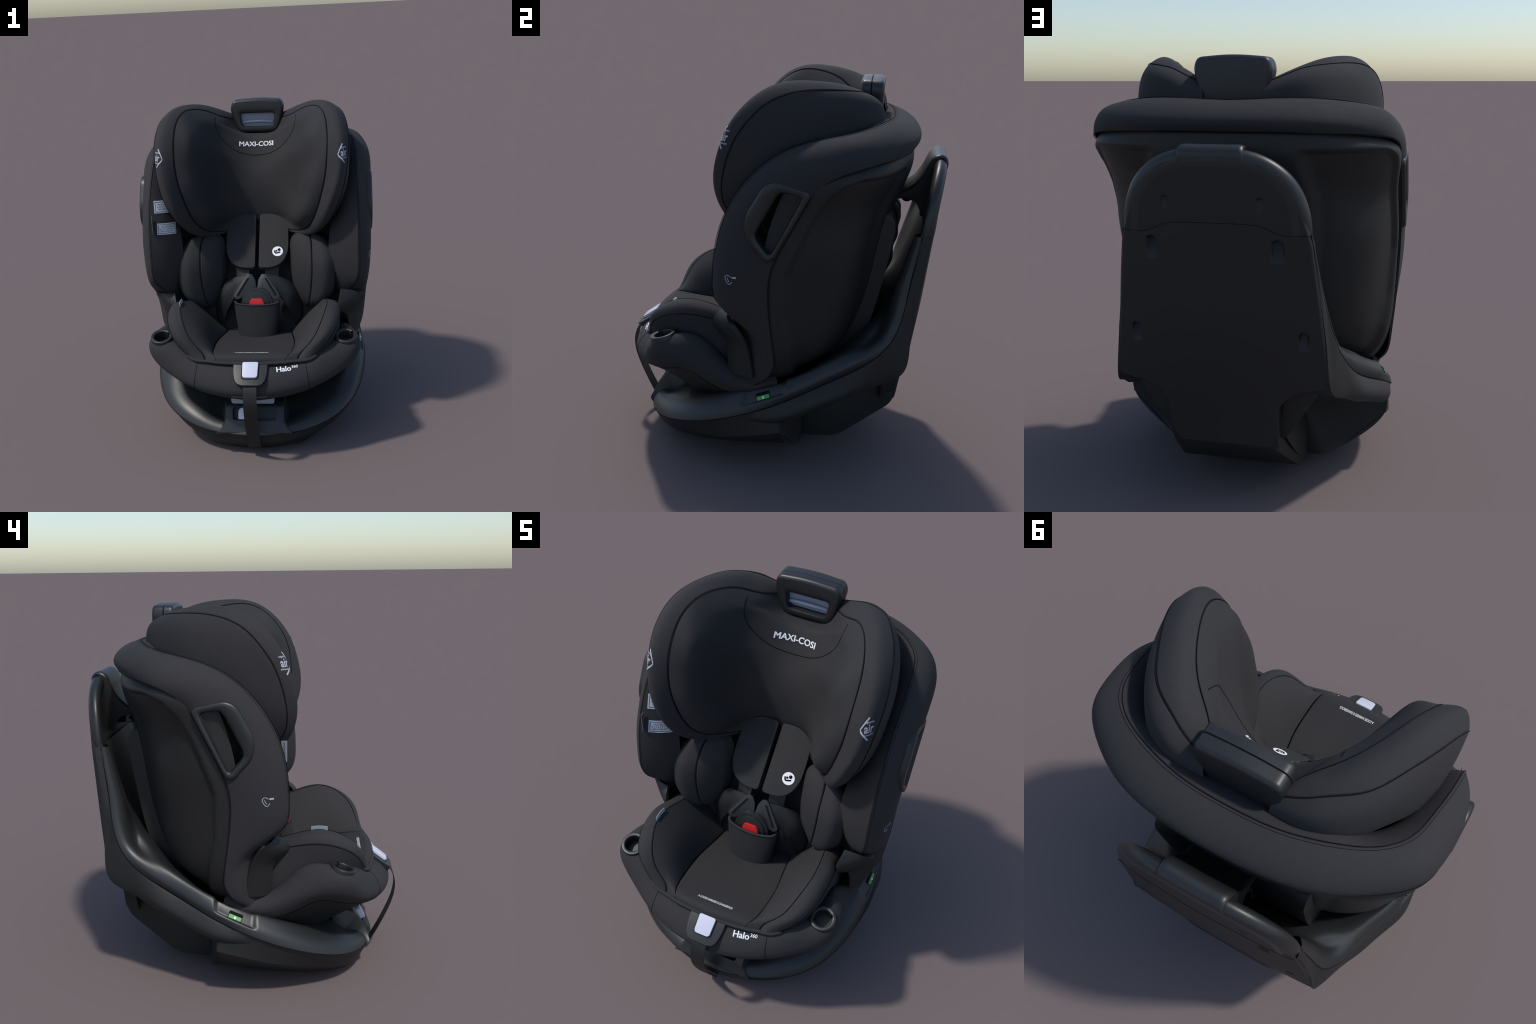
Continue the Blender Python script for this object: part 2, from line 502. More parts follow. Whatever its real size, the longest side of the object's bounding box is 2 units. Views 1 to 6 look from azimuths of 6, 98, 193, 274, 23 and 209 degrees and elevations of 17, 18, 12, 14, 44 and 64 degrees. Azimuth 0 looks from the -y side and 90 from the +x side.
c3 = [(0, .545, 1.812), (.2, .535, 1.82), (.38, .485, 1.818), (.51, .415, 1.803), (.585, .32, 1.785), (.613, .20, 1.758), (.628, .06, 1.702), (.632, -.07, 1.598),
      (.636, -.175, 1.45), (.638, -.235, 1.28), (.638, -.254, 1.10), (.625, -.238, .95), (.575, -.160, .855), (.565, -.10, .70), (.565, -.10, .59), (.56, -.10, .53)]
c4 = [(0, .47, 1.79), (.2, .465, 1.795), (.35, .43, 1.80), (.46, .37, 1.745), (.525, .285, 1.72), (.555, .17, 1.685), (.57, .04, 1.63), (.57, -.065, 1.53),
      (.565, -.155, 1.41), (.55, -.205, 1.25), (.54, -.215, 1.08), (.545, -.19, .93), (.54, -.13, .82), (.54, -.1, .69), (.54, -.1, .59), (.54, -.1, .54)]
c5 = [(0, .44, 1.60), (.2, .43, 1.60), (.33, .39, 1.60), (.43, .32, 1.60), (.49, .24, 1.58), (.51, .15, 1.55), (.51, .05, 1.48), (.495, -.03, 1.40),
      (.475, -.10, 1.30), (.46, -.14, 1.2), (.455, -.14, 1.05), (.47, -.12, .92), (.50, -.09, .82), (.51, -.07, .70), (.51, -.05, .59), (.51, -.05, .54)]
WIN_IN = [(.064, 1.533), (.167, 1.516), (.031, 1.226), (-.045, 1.317)]


def in_poly(P, poly):
    x, y = P[:, 0], P[:, 1]
    c = np.zeros(len(P), bool)
    n = len(poly)
    for i in range(n):
        (x1, y1), (x2, y2) = poly[i - 1], poly[i]
        hit = ((y1 > y) != (y2 > y))
        xi = (x2 - x1) * (y - y1) / (y2 - y1 + 1e-12) + x1
        c ^= hit & (x < xi)
    return c


win_cut = lambda c: (np.abs(c[:, 0]) > .69) & in_poly(c[:, 1:], [(.068, 1.545), (.178, 1.526), (.031, 1.212), (-.056, 1.318), (-.05, 1.35)])
g = rail_grid(sym_v([c0, c1, c2, c3]), .008)
cover_g = g
cover = grid_obj("side_cover", pillow(g, .009, ['u0', 'u1'], -1), FABRIC, cut=win_cut)
g = rail_grid(sym_v([c3, c4, c5]), .009)
lining = grid_obj("inner_lining", pillow(g, .009, ['u0'], -1), FABRIC)
tube("seam_shadow_line", curve(c0), .0016, CORD, mirror=True)
tube("seam_shadow_line", curve(c3), .0016, CORD, mirror=True)
tube("seam_shadow_line", cover_g[:, -3], .0011, CORD)

# ------------------------------------------------------------------ hard shell behind the cover
lev = [(1.68, [(.63, .10), (.655, .22), (.650, .34), (.61, .44), (.51, .535), (.36, .605), (.18, .642), (0, .652)]),
       (1.60, [(.67, .10), (.704, .22), (.706, .333), (.668, .432), (.555, .54), (.365, .612), (.18, .650), (0, .660)]),
       (1.45, [(.68, .05), (.700, .17), (.686, .29), (.625, .39), (.515, .485), (.375, .558), (.18, .606), (0, .618)]),
       (1.25, [(.685, .0), (.700, .10), (.684, .22), (.635, .338), (.542, .435), (.40, .505), (.20, .55), (0, .56)]),
       (1.05, [(.683, -.02), (.694, .07), (.671, .185), (.624, .305), (.542, .405), (.40, .480), (.19, .52), (0, .53)]),
       (.85, [(.675, -.02), (.684, .08), (.653, .188), (.602, .290), (.515, .382), (.385, .450), (.18, .475), (0, .48)]),
       (.68, [(.655, 0), (.660, .09), (.620, .187), (.566, .275), (.475, .350), (.345, .400), (.16, .415), (0, .42)]),
       (.57, [(.61, 0), (.60, .09), (.55, .165), (.48, .23), (.39, .28), (.27, .31), (.13, .325), (0, .33)]),
       (.48, [(.5, 0), (.47, .06), (.42, .11), (.36, .15), (.28, .18), (.2, .2), (.1, .21), (0, .21)])]
g = rail_grid(sym_v([[(x, y, z) for x, y in s[::-1]] for z, s in lev]), .009)     # v along section, u down
N = gnormals(g)
zz, yy, xx = g[..., 2], g[..., 1], np.abs(g[..., 0])
zk = np.array([.5, .735, .888, 1.12, 1.318, 1.40, 1.505, 1.565, 1.62, 1.7]); yk = np.array([.15, .135, .10, .093, .168, .205, .27, .334, .45, .6])
d1 = yy - np.interp(zz, zk, yk)
d2 = xx - np.interp(zz, [.5, .7, .9, 1.2, 1.4, 1.55, 1.6], [.30, .30, .33, .36, .36, .32, .32])
d3 = 1.615 - zz
mask = sm(0, .035, d1) * sm(-.02, .06, d2) * sm(0, .03, d3)
g = g - N * np.sign((N * np.stack([g[..., 0], yy, zz * 0], 2)).sum(2).mean()) * (mask * .024)[..., None]
shell = grid_obj("seat_shell", g, SHELL)
# belt-path rib down the middle of the shell
prism("spine_rib", rounded([(.40, 1.40), (.585, 1.36), (.60, 1.30), (.585, 1.20), (.562, 1.05), (.535, .90), (.50, .76), (.42, .60), (.30, .60)], [.02, .04, .05, .1, .1, .1, .08, .04, .02]), .68,
      frame((-.34, 0, 0), (0, 1, 0), (0, 0, 1)), SHELL, bevel=.035, segs=4)
# harness webbing bundled down the back of the rib
for s in (1, -1):
    w = [(.56, 1.38), (.612, 1.31), (.604, 1.25), (.606, 1.20), (.588, 1.14), (.590, 1.08), (.572, 1.02), (.54, .96)]
    ob = grid_obj("rear_webbing", rail_grid([[(s * .03, y, z) for y, z in w], [(s * .10, y, z) for y, z in w]], .01), WEB)
    so = ob.modifiers.new("t", 'SOLIDIFY'); so.thickness = .018; so.offset = 0
hook = [(.06 * 0 + .645 + .022 * math.cos(a), 1.395 + .026 * math.sin(a)) for a in np.linspace(.5, 5.6, 24)]
tube("tether_hook", [(.0, y, z) for y, z in hook], .011, DARK, n=10)

# window frames in the side wings
def window(s):
    fr = frame((s * .703, 0, 0), (0, s, 0), (0, 0, 1))
    outer = rounded([(.045, 1.578), (.216, 1.543), (.030, 1.175), (-.088, 1.305), (-.094, 1.40), (-.01, 1.555)], [.06, .045, .06, .09, .09, .07], 8)
    inn = rounded(WIN_IN, [.030, .022, .030, .030], 6)
    outer = [(y * s, z) for y, z in outer]; inn = [(y * s, z) for y, z in inn]
    # ring: outer loop, crown loops, inner loop, well
    def resample(poly, n=96):
        P = np.array(poly + [poly[0]]); d = np.r_[0, np.cumsum(seglen(P))]
        t = np.linspace(0, d[-1], n, endpoint=False)
        return np.c_[np.interp(t, d, P[:, 0]), np.interp(t, d, P[:, 1])]
    A, B = resample(outer), resample(inn)
    k = np.argmin([np.sum((A - np.roll(B, q, 0)) ** 2) for q in range(len(B))]); B = np.roll(B, k, 0)
    loops = []
    for f, h in ((0, -.01), (0, .016), (.05, .021), (.16, .025), (.35, .0265), (.70, .0255), (.86, .021), (.95, .014), (1, .004), (1.0, -.03), (1.0, -.16)):
        P = A + (B - A) * f
        loops.append(np.c_[P, np.full(len(P), h)])
    V = np.concatenate(loops); n = len(A); F = []
    for i in range(len(loops) - 1):
        for j in range(n):
            F.append((i * n + j, i * n + (j + 1) % n, (i + 1) * n + (j + 1) % n, (i + 1) * n + j))
    F.append(tuple((len(loops) - 1) * n + j for j in range(n)))
    if s < 0:
        pass
    V = [fr @ Vector(v) for v in V]
    ob = mesh_obj("window_frame", V, F, PLASTIC, angle=50)
    bm = bmesh.new(); bm.from_mesh(ob.data); bmesh.ops.recalc_face_normals(bm, faces=bm.faces); bm.to_mesh(ob.data); bm.free()
    ins = rounded([(.056, 1.545), (.158, 1.530), (.030, 1.258), (-.030, 1.325)], [.012, .012, .02, .02], 5)
    prism("impact_pad", [(y * s, z) for y, z in ins], .028, frame((s * .578, 0, 0), (0, s, 0), (0, 0, 1)), SHELL, ob, bevel=.005, shape=lambda p: (p.x, p.y, p.z + (p.x * s - .10) * .35))
    return ob
windows = pair("window_frame", window)

# ------------------------------------------------------------------ front bumper and tub
b0 = [(0, -.60, .575), (.15, -.60, .58), (.28, -.57, .595), (.38, -.50, .63), (.45, -.42, .67), (.48, -.34, .67), (.49, -.27, .63), (.50, -.2, .57), (.52, -.1, .52), (.54, .05, .52)]
b1 = [(0, -.69, .590), (.17, -.68, .594), (.33, -.64, .615), (.46, -.590, .668), (.555, -.525, .702), (.562, -.42, .722), (.550, -.335, .705), (.548, -.25, .640), (.55, -.15, .565), (.56, .06, .56)]
b2 = [(0, -.78, .525), (.18, -.76, .53), (.35, -.705, .548), (.50, -.63, .59), (.615, -.552, .670), (.624, -.43, .668), (.608, -.33, .635), (.602, -.24, .585), (.60, -.13, .53), (.60, .08, .535)]
b3 = [(0, -.80, .455), (.19, -.775, .46), (.36, -.71, .475), (.505, -.625, .515), (.612, -.535, .575), (.622, -.42, .580), (.612, -.32, .55), (.610, -.23, .515), (.612, -.12, .485), (.60, .08, .495)]
b4 = [(0, -.735, .395), (.19, -.705, .40), (.345, -.652, .43), (.475, -.58, .478), (.545, -.495, .512), (.562, -.415, .528), (.568, -.31, .485), (.575, -.22, .445), (.58, -.12, .43), (.56, .07, .45)]
b5 = [(0, -.660, .350), (.165, -.622, .354), (.305, -.563, .368), (.405, -.482, .398), (.47, -.408, .422), (.51, -.34, .43), (.52, -.26, .405), (.525, -.18, .385), (.525, -.1, .375), (.51, .05, .39)]
b6 = [(0, -.54, .30), (.14, -.52, .30), (.27, -.46, .30), (.36, -.38, .30), (.41, -.30, .31), (.43, -.25, .31), (.44, -.2, .31), (.44, -.14, .31), (.44, -.08, .31), (.43, .05, .32)]
CUPC = np.array([.55, -.52, .70]); CUPN = np.array([.10, -.30, .95]); CUPN /= np.linalg.norm(CUPN)


def cup_cut(c):
    q = np.c_[np.abs(c[:, 0]), c[:, 1:]] - CUPC
    h = q @ CUPN
    r = np.linalg.norm(q - h[:, None] * CUPN, axis=1)
    return (r < .050) & (np.abs(h) < .06)


g = rail_grid(sym_v([b0, b1, b2, b3, b4]), .008)
bumper = grid_obj("front_bumper", pillow(g, .009, ['u1'], -1), FABRIC, cut=cup_cut)
tube("seam_shadow_line", curve(b4), .0016, CORD, mirror=True)
g = rail_grid(sym_v([b4, b5, b6]), .012)
tub = grid_obj("seat_tub", g, SHELL)
prism("turntable", [(.36 * math.cos(a), .36 * math.sin(a)) for a in np.arange(64) * math.pi / 32], .14, frame((0, -.1, .19), (1, 0, 0), (0, 1, 0)), DARK, bevel=.01)


def cup(s):
    cn = Vector((CUPN[0] * s, CUPN[1], CUPN[2]))
    fr = frame(Vector((CUPC[0] * s, CUPC[1], CUPC[2])), Vector((1, 0, 0)), cn.cross(Vector((1, 0, 0))))
    n = 96; V = []; F = []
    prof = [(.067, -.020), (.067, .006), (.066, .009), (.063, .011), (.050, .010), (.046, .008), (.0445, .004), (.044, -.050)]
    for r, h in prof:
        for j in range(n):
            a = 2 * math.pi * j / n
            notch = min(abs((a - b + math.pi) % (2 * math.pi) - math.pi) for b in (.6, .6 + math.pi))
            rr = r + (.010 if (r < .050 and notch < .18) else 0)
            V.append(fr @ Vector((rr * math.cos(a), rr * math.sin(a), h)))
    for i in range(len(prof) - 1):
        for j in range(n):
            F.append((i * n + j, i * n + (j + 1) % n, (i + 1) * n + (j + 1) % n, (i + 1) * n + j))
    F.append(tuple((len(prof) - 1) * n + j for j in range(n)))
    return mesh_obj("cup_holder_ring", V, F, PLASTIC, angle=45)
pair("cup", cup)

# ------------------------------------------------------------------ seat cushion
k0 = [(0, -.705, .605), (0, -.692, .636), (0, -.63, .637), (0, -.54, .622), (0, -.42, .605), (0, -.3, .588), (0, -.17, .565), (0, .03, .54)]
k1 = [(.20, -.690, .607), (.21, -.675, .632), (.228, -.62, .632), (.238, -.53, .618), (.24, -.40, .607), (.228, -.3, .595), (.21, -.16, .573), (.2, .03, .54)]
k0 = [(x, y, z + .006) for x, y, z in k0]; k1 = [(x, y, z + .006) for x, y, z in k1]
k2 = [(.25, -.682, .608), (.262, -.655, .635), (.298, -.613, .683), (.320, -.548, .738), (.330, -.42, .765), (.325, -.3, .748), (.308, -.16, .69), (.29, .03, .62)]
k3 = [(.27, -.676, .608), (.278, -.650, .634), (.35, -.62, .715), (.405, -.56, .805), (.44, -.44, .866), (.438, -.33, .858), (.415, -.18, .81), (.38, 0, .77)]
k4 = [(.30, -.678, .608), (.325, -.660, .644), (.412, -.632, .730), (.464, -.570, .800), (.497, -.44, .850), (.497, -.33, .845), (.47, -.2, .805), (.44, 0, .76)]
k5 = [(.33, -.668, .605), (.37, -.648, .635), (.45, -.610, .712), (.497, -.550, .772), (.520, -.44, .81), (.520, -.33, .81), (.5, -.22, .785), (.47, 0, .74)]
k6 = [(.33, -.65, .585), (.38, -.61, .60), (.45, -.56, .64), (.49, -.50, .68), (.51, -.42, .70), (.515, -.33, .70), (.51, -.2, .66), (.48, 0, .62)]
CUSH = bpy.data.objects.new("seat_cushion", None); link(CUSH)
kh = [(x * .55, y * .5 + q[1] * .5, z * .5 + q[2] * .5 + .002) for (x, y, z), q in zip(k1, k0)]
seatc = grid_obj("cushion_pad", pillow(rail_grid(sym_u([k0, kh, k1]), .008), .006, ['u0', 'u1'], -1), FABRIC2, CUSH)
grid_obj("cushion_inner_bolster", pillow(rail_grid([k1, k2, k3], .008), .008, ['u0', 'u1'], -1), FABRIC2, CUSH, mirror=True)
grid_obj("cushion_bolster", pillow(rail_grid([k3, k4, k5], .008), .009, ['u0', 'u1'], -1), FABRIC, CUSH, mirror=True)
k7 = [(.33, -.63, .55), (.40, -.58, .55), (.46, -.52, .55), (.49, -.46, .55), (.50, -.38, .53), (.51, -.3, .50), (.51, -.2, .48), (.5, 0, .48)]
grid_obj("cushion_side", pillow(rail_grid([k5, k6, k7], .008), .009, ['u0'], -1), FABRIC, CUSH, mirror=True)
tube("seam_shadow_line", curve(k3), .0015, CORD, CUSH, mirror=True)
tube("seam_shadow_line", curve(k5), .0015, CORD, CUSH, mirror=True)
tube("piping", curve([(0, -.704, .608), (.2, -.690, .610), (.27, -.676, .612), (.33, -.664, .614), (.38, -.638, .632)]), .010, FABRIC, CUSH, mirror=True, n=12)

# backrest behind the child
r0 = [(0, -.11, .50), (0, -.09, .70), (0, .02, .90), (0, .12, 1.10), (0, .18, 1.30)]
r1 = [(.22, -.10, .50), (.22, -.08, .70), (.22, .0, .90), (.22, .10, 1.10), (.24, .16, 1.30)]
r2 = [(.38, -.08, .50), (.38, -.07, .70), (.40, -.05, .90), (.40, .03, 1.10), (.42, .08, 1.30)]
r3 = [(.55, -.1, .50), (.55, -.1, .70), (.55, -.09, .90), (.55, -.05, 1.10), (.55, .0, 1.30)]
back = grid_obj("backrest_pad", rail_grid(sym_u([r0, r1, r2, r3]), .012), FABRIC2)

# side torso pads
s0 = [(.30, .02, 1.205), (.224, .01, 1.165), (.206, -.01, 1.08), (.204, -.025, .98), (.218, -.035, .86), (.256, -.05, .77), (.30, -.085, .72)]
s1 = [(.315, -.03, 1.205), (.276, -.085, 1.175), (.266, -.125, 1.08), (.266, -.148, .98), (.274, -.148, .86), (.290, -.13, .78), (.305, -.10, .725)]
s2 = [(.327, -.03, 1.205), (.345, -.085, 1.17), (.350, -.155, 1.08), (.350, -.178, .99), (.340, -.178, .87), (.325, -.158, .78), (.31, -.095, .725)]
s3 = [(.345, -.04, 1.205), (.405, -.10, 1.175), (.430, -.180, 1.08), (.436, -.203, .99), (.426, -.203, .87), (.390, -.178, .78), (.33, -.095, .725)]
s4 = [(.355, -.02, 1.20), (.44, -.075, 1.165), (.488, -.145, 1.08), (.496, -.165, .99), (.485, -.165, .87), (.436, -.14, .78), (.345, -.08, .725)]
s5 = [(.36, .02, 1.19), (.45, .0, 1.15), (.48, -.03, 1.08), (.485, -.05, .99), (.475, -.05, .87), (.43, -.05, .78), (.35, -.05, .73)]


def torso_pad(s):
    e = bpy.data.objects.new("torso_pad", None); link(e)
    m = np.array([s, 1, 1])
    sg = s
    grid_obj("pad_face", pillow(rail_grid([s0, s1, s2], .008) * m, .010, ['u1'], sg), FABRIC2, e, flip=s < 0)
    grid_obj("pad_bolster", pillow(rail_grid([s2, s3, s4], .008) * m, .010, ['u0', 'u1'], sg), FABRIC, e, flip=s < 0)
    grid_obj("pad_side", pillow(rail_grid([s4, s5], .008) * m, .008, ['u0'], sg), FABRIC, e, flip=s < 0)
    tube("seam_shadow_line", curve(s2) * m, .0014, CORD, e)
    tube("seam_shadow_line", curve(s4) * m, .0014, CORD, e)
    return e
pair("torso_pad", torso_pad)

# ------------------------------------------------------------------ harness
HARN = bpy.data.objects.new("harness", None); link(HARN)
pads = []
for s in (1, -1):
    fr = frame((s * .012, .159, 1.260), (s, 0, 0), (-s * .015, -.252, -.283))
    poly = rounded([(0, 0), (.10, -.002), (.178, .05), (.188, .16), (.185, .27), (.15, .345), (.09, .378), (0, .38)], [.02, .06, .08, .1, .1, .07, .06, .02], 6)
    h = .036 * (-1 if s > 0 else 1)
    sh = lambda p: (p.x, p.y, p.z + (1 if s < 0 else -1) * (.012 * (1 - ((p.x - .09) / .1) ** 2) - .02 * ((p.y - .19) / .19) ** 2 * 0))
    pads.append(prism("shoulder_pad", poly, h, fr, FABRIC2, HARN, bevel=.014, segs=4, shape=None, mat_angle=60))
    m = np.array([s, 1, 1])
    # strap under the pad
    st = rail_grid([np.array([(.045, -.075, 1.02), (.05, -.10, .97), (.055, -.125, .93)]) * m, np.array([(.135, -.06, 1.02), (.135, -.085, .96), (.13, -.12, .88)]) * m], .01)
    ob = grid_obj("shoulder_strap", st, WEB, HARN)
    so = ob.modifiers.new("t", 'SOLIDIFY'); so.thickness = .004; so.offset = 0
    # lap belt folding out of the tongue
    q = [np.array(r) * m for r in ([(.052, -.135, .945), (.075, -.150, .915), (.105, -.165, .875), (.140, -.178, .828)],
                                   [(.09, -.125, .945), (.115, -.140, .91), (.14, -.150, .86), (.155, -.160, .80)],
                                   [(.14, -.115, .935), (.178, -.125, .895), (.205, -.14, .83), (.19, -.15, .74)],
                                   [(.195, -.085, .90), (.235, -.095, .855), (.255, -.11, .77), (.22, -.125, .66)],
                                   [(.23, -.05, .84), (.265, -.06, .78), (.28, -.08, .68), (.24, -.10, .56)],
                                   [(.24, .05, .75), (.27, .05, .68), (.29, .03, .6), (.26, .0, .53)])]
    ob = grid_obj("lap_belt", rail_grid(q, .01), WEB, HARN)
    so = ob.modifiers.new("t", 'SOLIDIFY'); so.thickness = .004; so.offset = 0
    # metal-look plastic tongue with its slot frame
    tf = frame((s * .004, -.150, .885), (s, -.10, -.02), (0, .33, .94))
    tf = frame((s * .004, -.163, .885), (s, -.05, -.1), (0, .42, .9))
    tp = [(0, -.03), (0, .045), (.018, .085), (.045, .088), (.15, -.04), (.135, -.065), (.105, -.06), (.06, -.03)]
    hh = .008 * (1 if s > 0 else -1)
    tn = prism("buckle_tongue", rounded(tp, [.006, .01, .012, .012, .012, .012, .01, .01], 4), hh, tf, PLASTIC, HARN, bevel=.003, segs=2)
    sl = [(.036, .062), (.050, .062), (.128, -.036), (.118, -.046)]
    prism("tongue_slot", rounded(sl, .005, 3), .006 * (1 if s > 0 else -1), frame(tf @ Vector((0, 0, .0035 * (1 if s > 0 else -1))), (s, -.05, -.1), (0, .42, .9)), CORD, HARN, bevel=0)

bf = frame((0, -.178, .79), (1, 0, 0), (0, .12, .99))
bk = [(-.100, -.05), (.100, -.05), (.095, .03), (.070, .075), (.034, .097), (-.034, .097), (-.070, .075), (-.095, .03)]
prism("buckle", rounded(bk, [.01, .01, .03, .03, .03, .03, .03, .03], 5), .03, bf, PLASTIC, HARN, bevel=.008, segs=3)
bk2 = [(x * .80, y * .86) for x, y in bk]
prism("buckle_face", rounded(bk2, [.01, .01, .03, .03, .03, .03, .03, .03], 5), .008, frame((0, -.2085, .788), (1, 0, 0), (0, .12, .99)), PLASTIC, HARN, bevel=.003, segs=2)
rd = [(-.047, -.06), (.047, -.06), (.046, .012), (.034, .038), (-.034, .038), (-.046, .012)]
prism("release_button", rounded(rd, [.006, .006, .015, .015, .015, .015], 5), .010, frame((0, -.2165, .790), (1, 0, 0), (0, .12, .99)), RED, HARN, bevel=.004, segs=3)

# crotch pad pocket
def arc(y0, yc, z0, zc, hw, n=9):
    return [(hw * math.sin(a), y0 + (yc - y0) * math.cos(a) ** .8, z0 + (zc - z0) * math.cos(a)) for a in np.linspace(-math.pi / 2, math.pi / 2, n)]
p_top = arc(-.180, -.245, .803, .797, .148)
p_mid = arc(-.195, -.260, .68, .675, .135)
p_bot = arc(-.205, -.275, .565, .572, .120)
ob = grid_obj("crotch_pad", rail_grid([p_top, p_mid, p_bot], .008), FABRIC2, HARN)
so = ob.modifiers.new("t", 'SOLIDIFY'); so.thickness = .014; so.offset = -1
bv = ob.modifiers.new("b", 'BEVEL'); bv.width = .005; bv.segments = 3; bv.limit_method = 'ANGLE'
tube("pocket_hem", curve([(x, y - .001, z - .008) for x, y, z in p_top]), .002, CORD, HARN)

# ------------------------------------------------------------------ armrest hinge covers
HOFF = 1
def hinge(s):
    fe = [(.550, -.155, .55), (.548, -.160, .66), (.535, -.175, .72), (.498, -.248, .785), (.505, -.225, .83), (.515, -.180, .862)]
    be = [(.615, -.025, .56), (.625, -.040, .66), (.634, -.062, .74), (.645, -.095, .80), (.650, -.112, .825), (.648, -.128, .842)]
    fe = [(x + .006, y - .006, z) for x, y, z in fe]; be = [(x + .008, y - .004, z) for x, y, z in be]
    m = np.array([s, 1, 1])
    mid = [tuple((np.array(a) + np.array(b)) / 2 + np.array([.007, -.006, 0])) for a, b in zip(fe, be)]
    ob = grid_obj("hinge_cover", rail_grid([np.array(fe) * m, np.array(mid) * m, np.array(be) * m], .008), SHELL, flip=s < 0)
    so = ob.modifiers.new("t", 'SOLIDIFY'); so.thickness = .024; so.offset = HOFF * s
    bv = ob.modifiers.new("b", 'BEVEL'); bv.width = .004; bv.segments = 2; bv.limit_method = 'ANGLE'
    return ob
pair("hinge", hinge)

# ------------------------------------------------------------------ base
BASE = bpy.data.objects.new("swivel_base", None); link(BASE)
P = [(0, -.705, .14), (.2, -.68, .145), (.38, -.615, .165), (.52, -.51, .205), (.61, -.37, .255), (.660, -.2, .315), (.676, -.03, .385), (.662, .08, .43), (.640, .166, .468),
     (.586, .306, .531), (.558, .418, .588), (.534, .543, .671), (.504, .627, .767), (.474, .669, .885), (.44, .69, 1.03), (.421, .708, 1.153), (.401, .728, 1.285)]
C = [(0, -.56, .20), (.21, -.56, .205), (.315, -.52, .25), (.40, -.45, .29), (.495, -.35, .345), (.562, -.21, .415), (.605, -.05, .482), (.615, .05, .525), (.607, .13, .555),
     (.563, .288, .625), (.523, .407, .69), (.489, .493, .73), (.449, .554, .775), (.425, .59, .86), (.405, .62, 1.0), (.385, .655, 1.15), (.375, .69, 1.285)]
Fl = [(0, -.44, .275), (.17, -.44, .275), (.255, -.41, .295), (.33, -.355, .32), (.42, -.265, .345), (.49, -.15, .355), (.54, -.02, .35), (.55, .07, .40), (.55, .14, .49),
      (.512, .283, .615), (.472, .398, .690), (.432, .485, .760), (.385, .560, .83), (.352, .600, .91), (.335, .632, 1.01), (.335, .667, 1.15), (.34, .71, 1.285)]
Fd = [(0, -.25, .285), (.05, -.25, .285), (.1, -.25, .285), (.17, -.22, .29), (.24, -.16, .29), (.30, -.08, .28), (.34, .0, .28), (.36, .07, .32), (.37, .15, .43),
      (.36, .28, .55), (.35, .39, .66), (.32, .49, .77), (.28, .585, .88), (.265, .63, .955), (.26, .660, 1.05), (.26, .695, 1.16), (.27, .735, 1.285)]
Fc = [(0, y, z) for x, y, z in Fd]
Pn, Cn = np.array(P), np.array(C)
tan = np.gradient(Cn, axis=0)
out = np.cross(tan, Pn - Cn); out /= np.linalg.norm(out, axis=1)[:, None]
out *= np.sign(out[:, 0] + out[:, 2] * .5 - out[:, 1] * .3)[:, None]
W = np.linalg.norm(Pn - Cn, axis=1)[:, None]
bulge = np.interp(np.arange(len(P)), [0, 6, 8, 11, 13, 16], [.12, .12, .18, .20, .14, .12])[:, None]
M1 = Pn * .72 + Cn * .28 + out * W * bulge
M2 = Pn * .35 + Cn * .65 + out * W * bulge * .95
M1[0, 0] = M2[0, 0] = 0
g = rail_grid(sym_v([P, M1, M2, C, Fl, Fd]), .008)
fr_ = np.linalg.norm(g - g[:, :1], axis=2) / np.linalg.norm(Pn[6] - Cn[6])
mk = sm(-.095, -.065, g[..., 1]) * sm(.135, .105, g[..., 1]) * sm(.30, .42, fr_) * sm(1.75, 1.35, fr_) * (np.abs(g[..., 0]) > .4)
g = g - gnormals(g) * (mk * .012)[..., None]
rim = grid_obj("base_rim", pillow(g, .006, ['u0'], 1), PLASTIC, BASE)
grid_obj("base_floor", rail_grid([Fd[3:], Fc[3:]], .02), SHELL, BASE, mirror=True)
tube("seam_shadow_line", curve(P), .0012, CORD, BASE, mirror=True)

# side wall between the rim and the rear panel, and its lower edge
def yb(z):
    return .708 + .085 * np.maximum(z - .62, 0) - .10 * np.maximum(.62 - z, 0)
S1 = [(.672, -.06, .372), (.662, .08, .43), (.640, .166, .468), (.586, .306, .531), (.558, .418, .588), (.534, .543, .671), (.504, .627, .767), (.474, .669, .885), (.44, .69, 1.03), (.421, .708, 1.153), (.401, .728, 1.285)]
S2 = [(.668, -.06, .345), (.682, .08, .36), (.668, .17, .385), (.620, .31, .44), (.582, .43, .49), (.532, .56, .55), (.503, .66, .61), (.468, .70, .80), (.445, .725, 1.0), (.425, .745, 1.153), (.404, .765, 1.285)]
S3 = [(.666, -.06, .33), (.668, .08, .335), (.648, .18, .36), (.596, .32, .415), (.553, .44, .46), (.52, .57, .525), (.486, .697, .595), (.466, yb(.8) - .005, .78), (.438, yb(1) - .005, 1.0), (.416, yb(1.15) - .005, 1.153), (.396, yb(1.285) - .005, 1.285)]
S4 = [(.5, -.03, .34), (.4, .08, .36), (.2, .18, .40), (.2, .32, .45), (.2, .44, .49), (.2, .57, .545), (.22, .66, .60), (.40, yb(.8) - .03, .78), (.38, yb(1) - .03, 1.0), (.36, yb(1.15) - .03, 1.153), (.35, yb(1.285) - .03, 1.285)]
grid_obj("base_side_wall", pillow(rail_grid([S1, S2, S3], .010), .004, ['u0'], -1), SHELL, BASE, mirror=True)
grid_obj("base_underside", rail_grid([S3, S4], .015), SHELL, BASE, mirror=True)
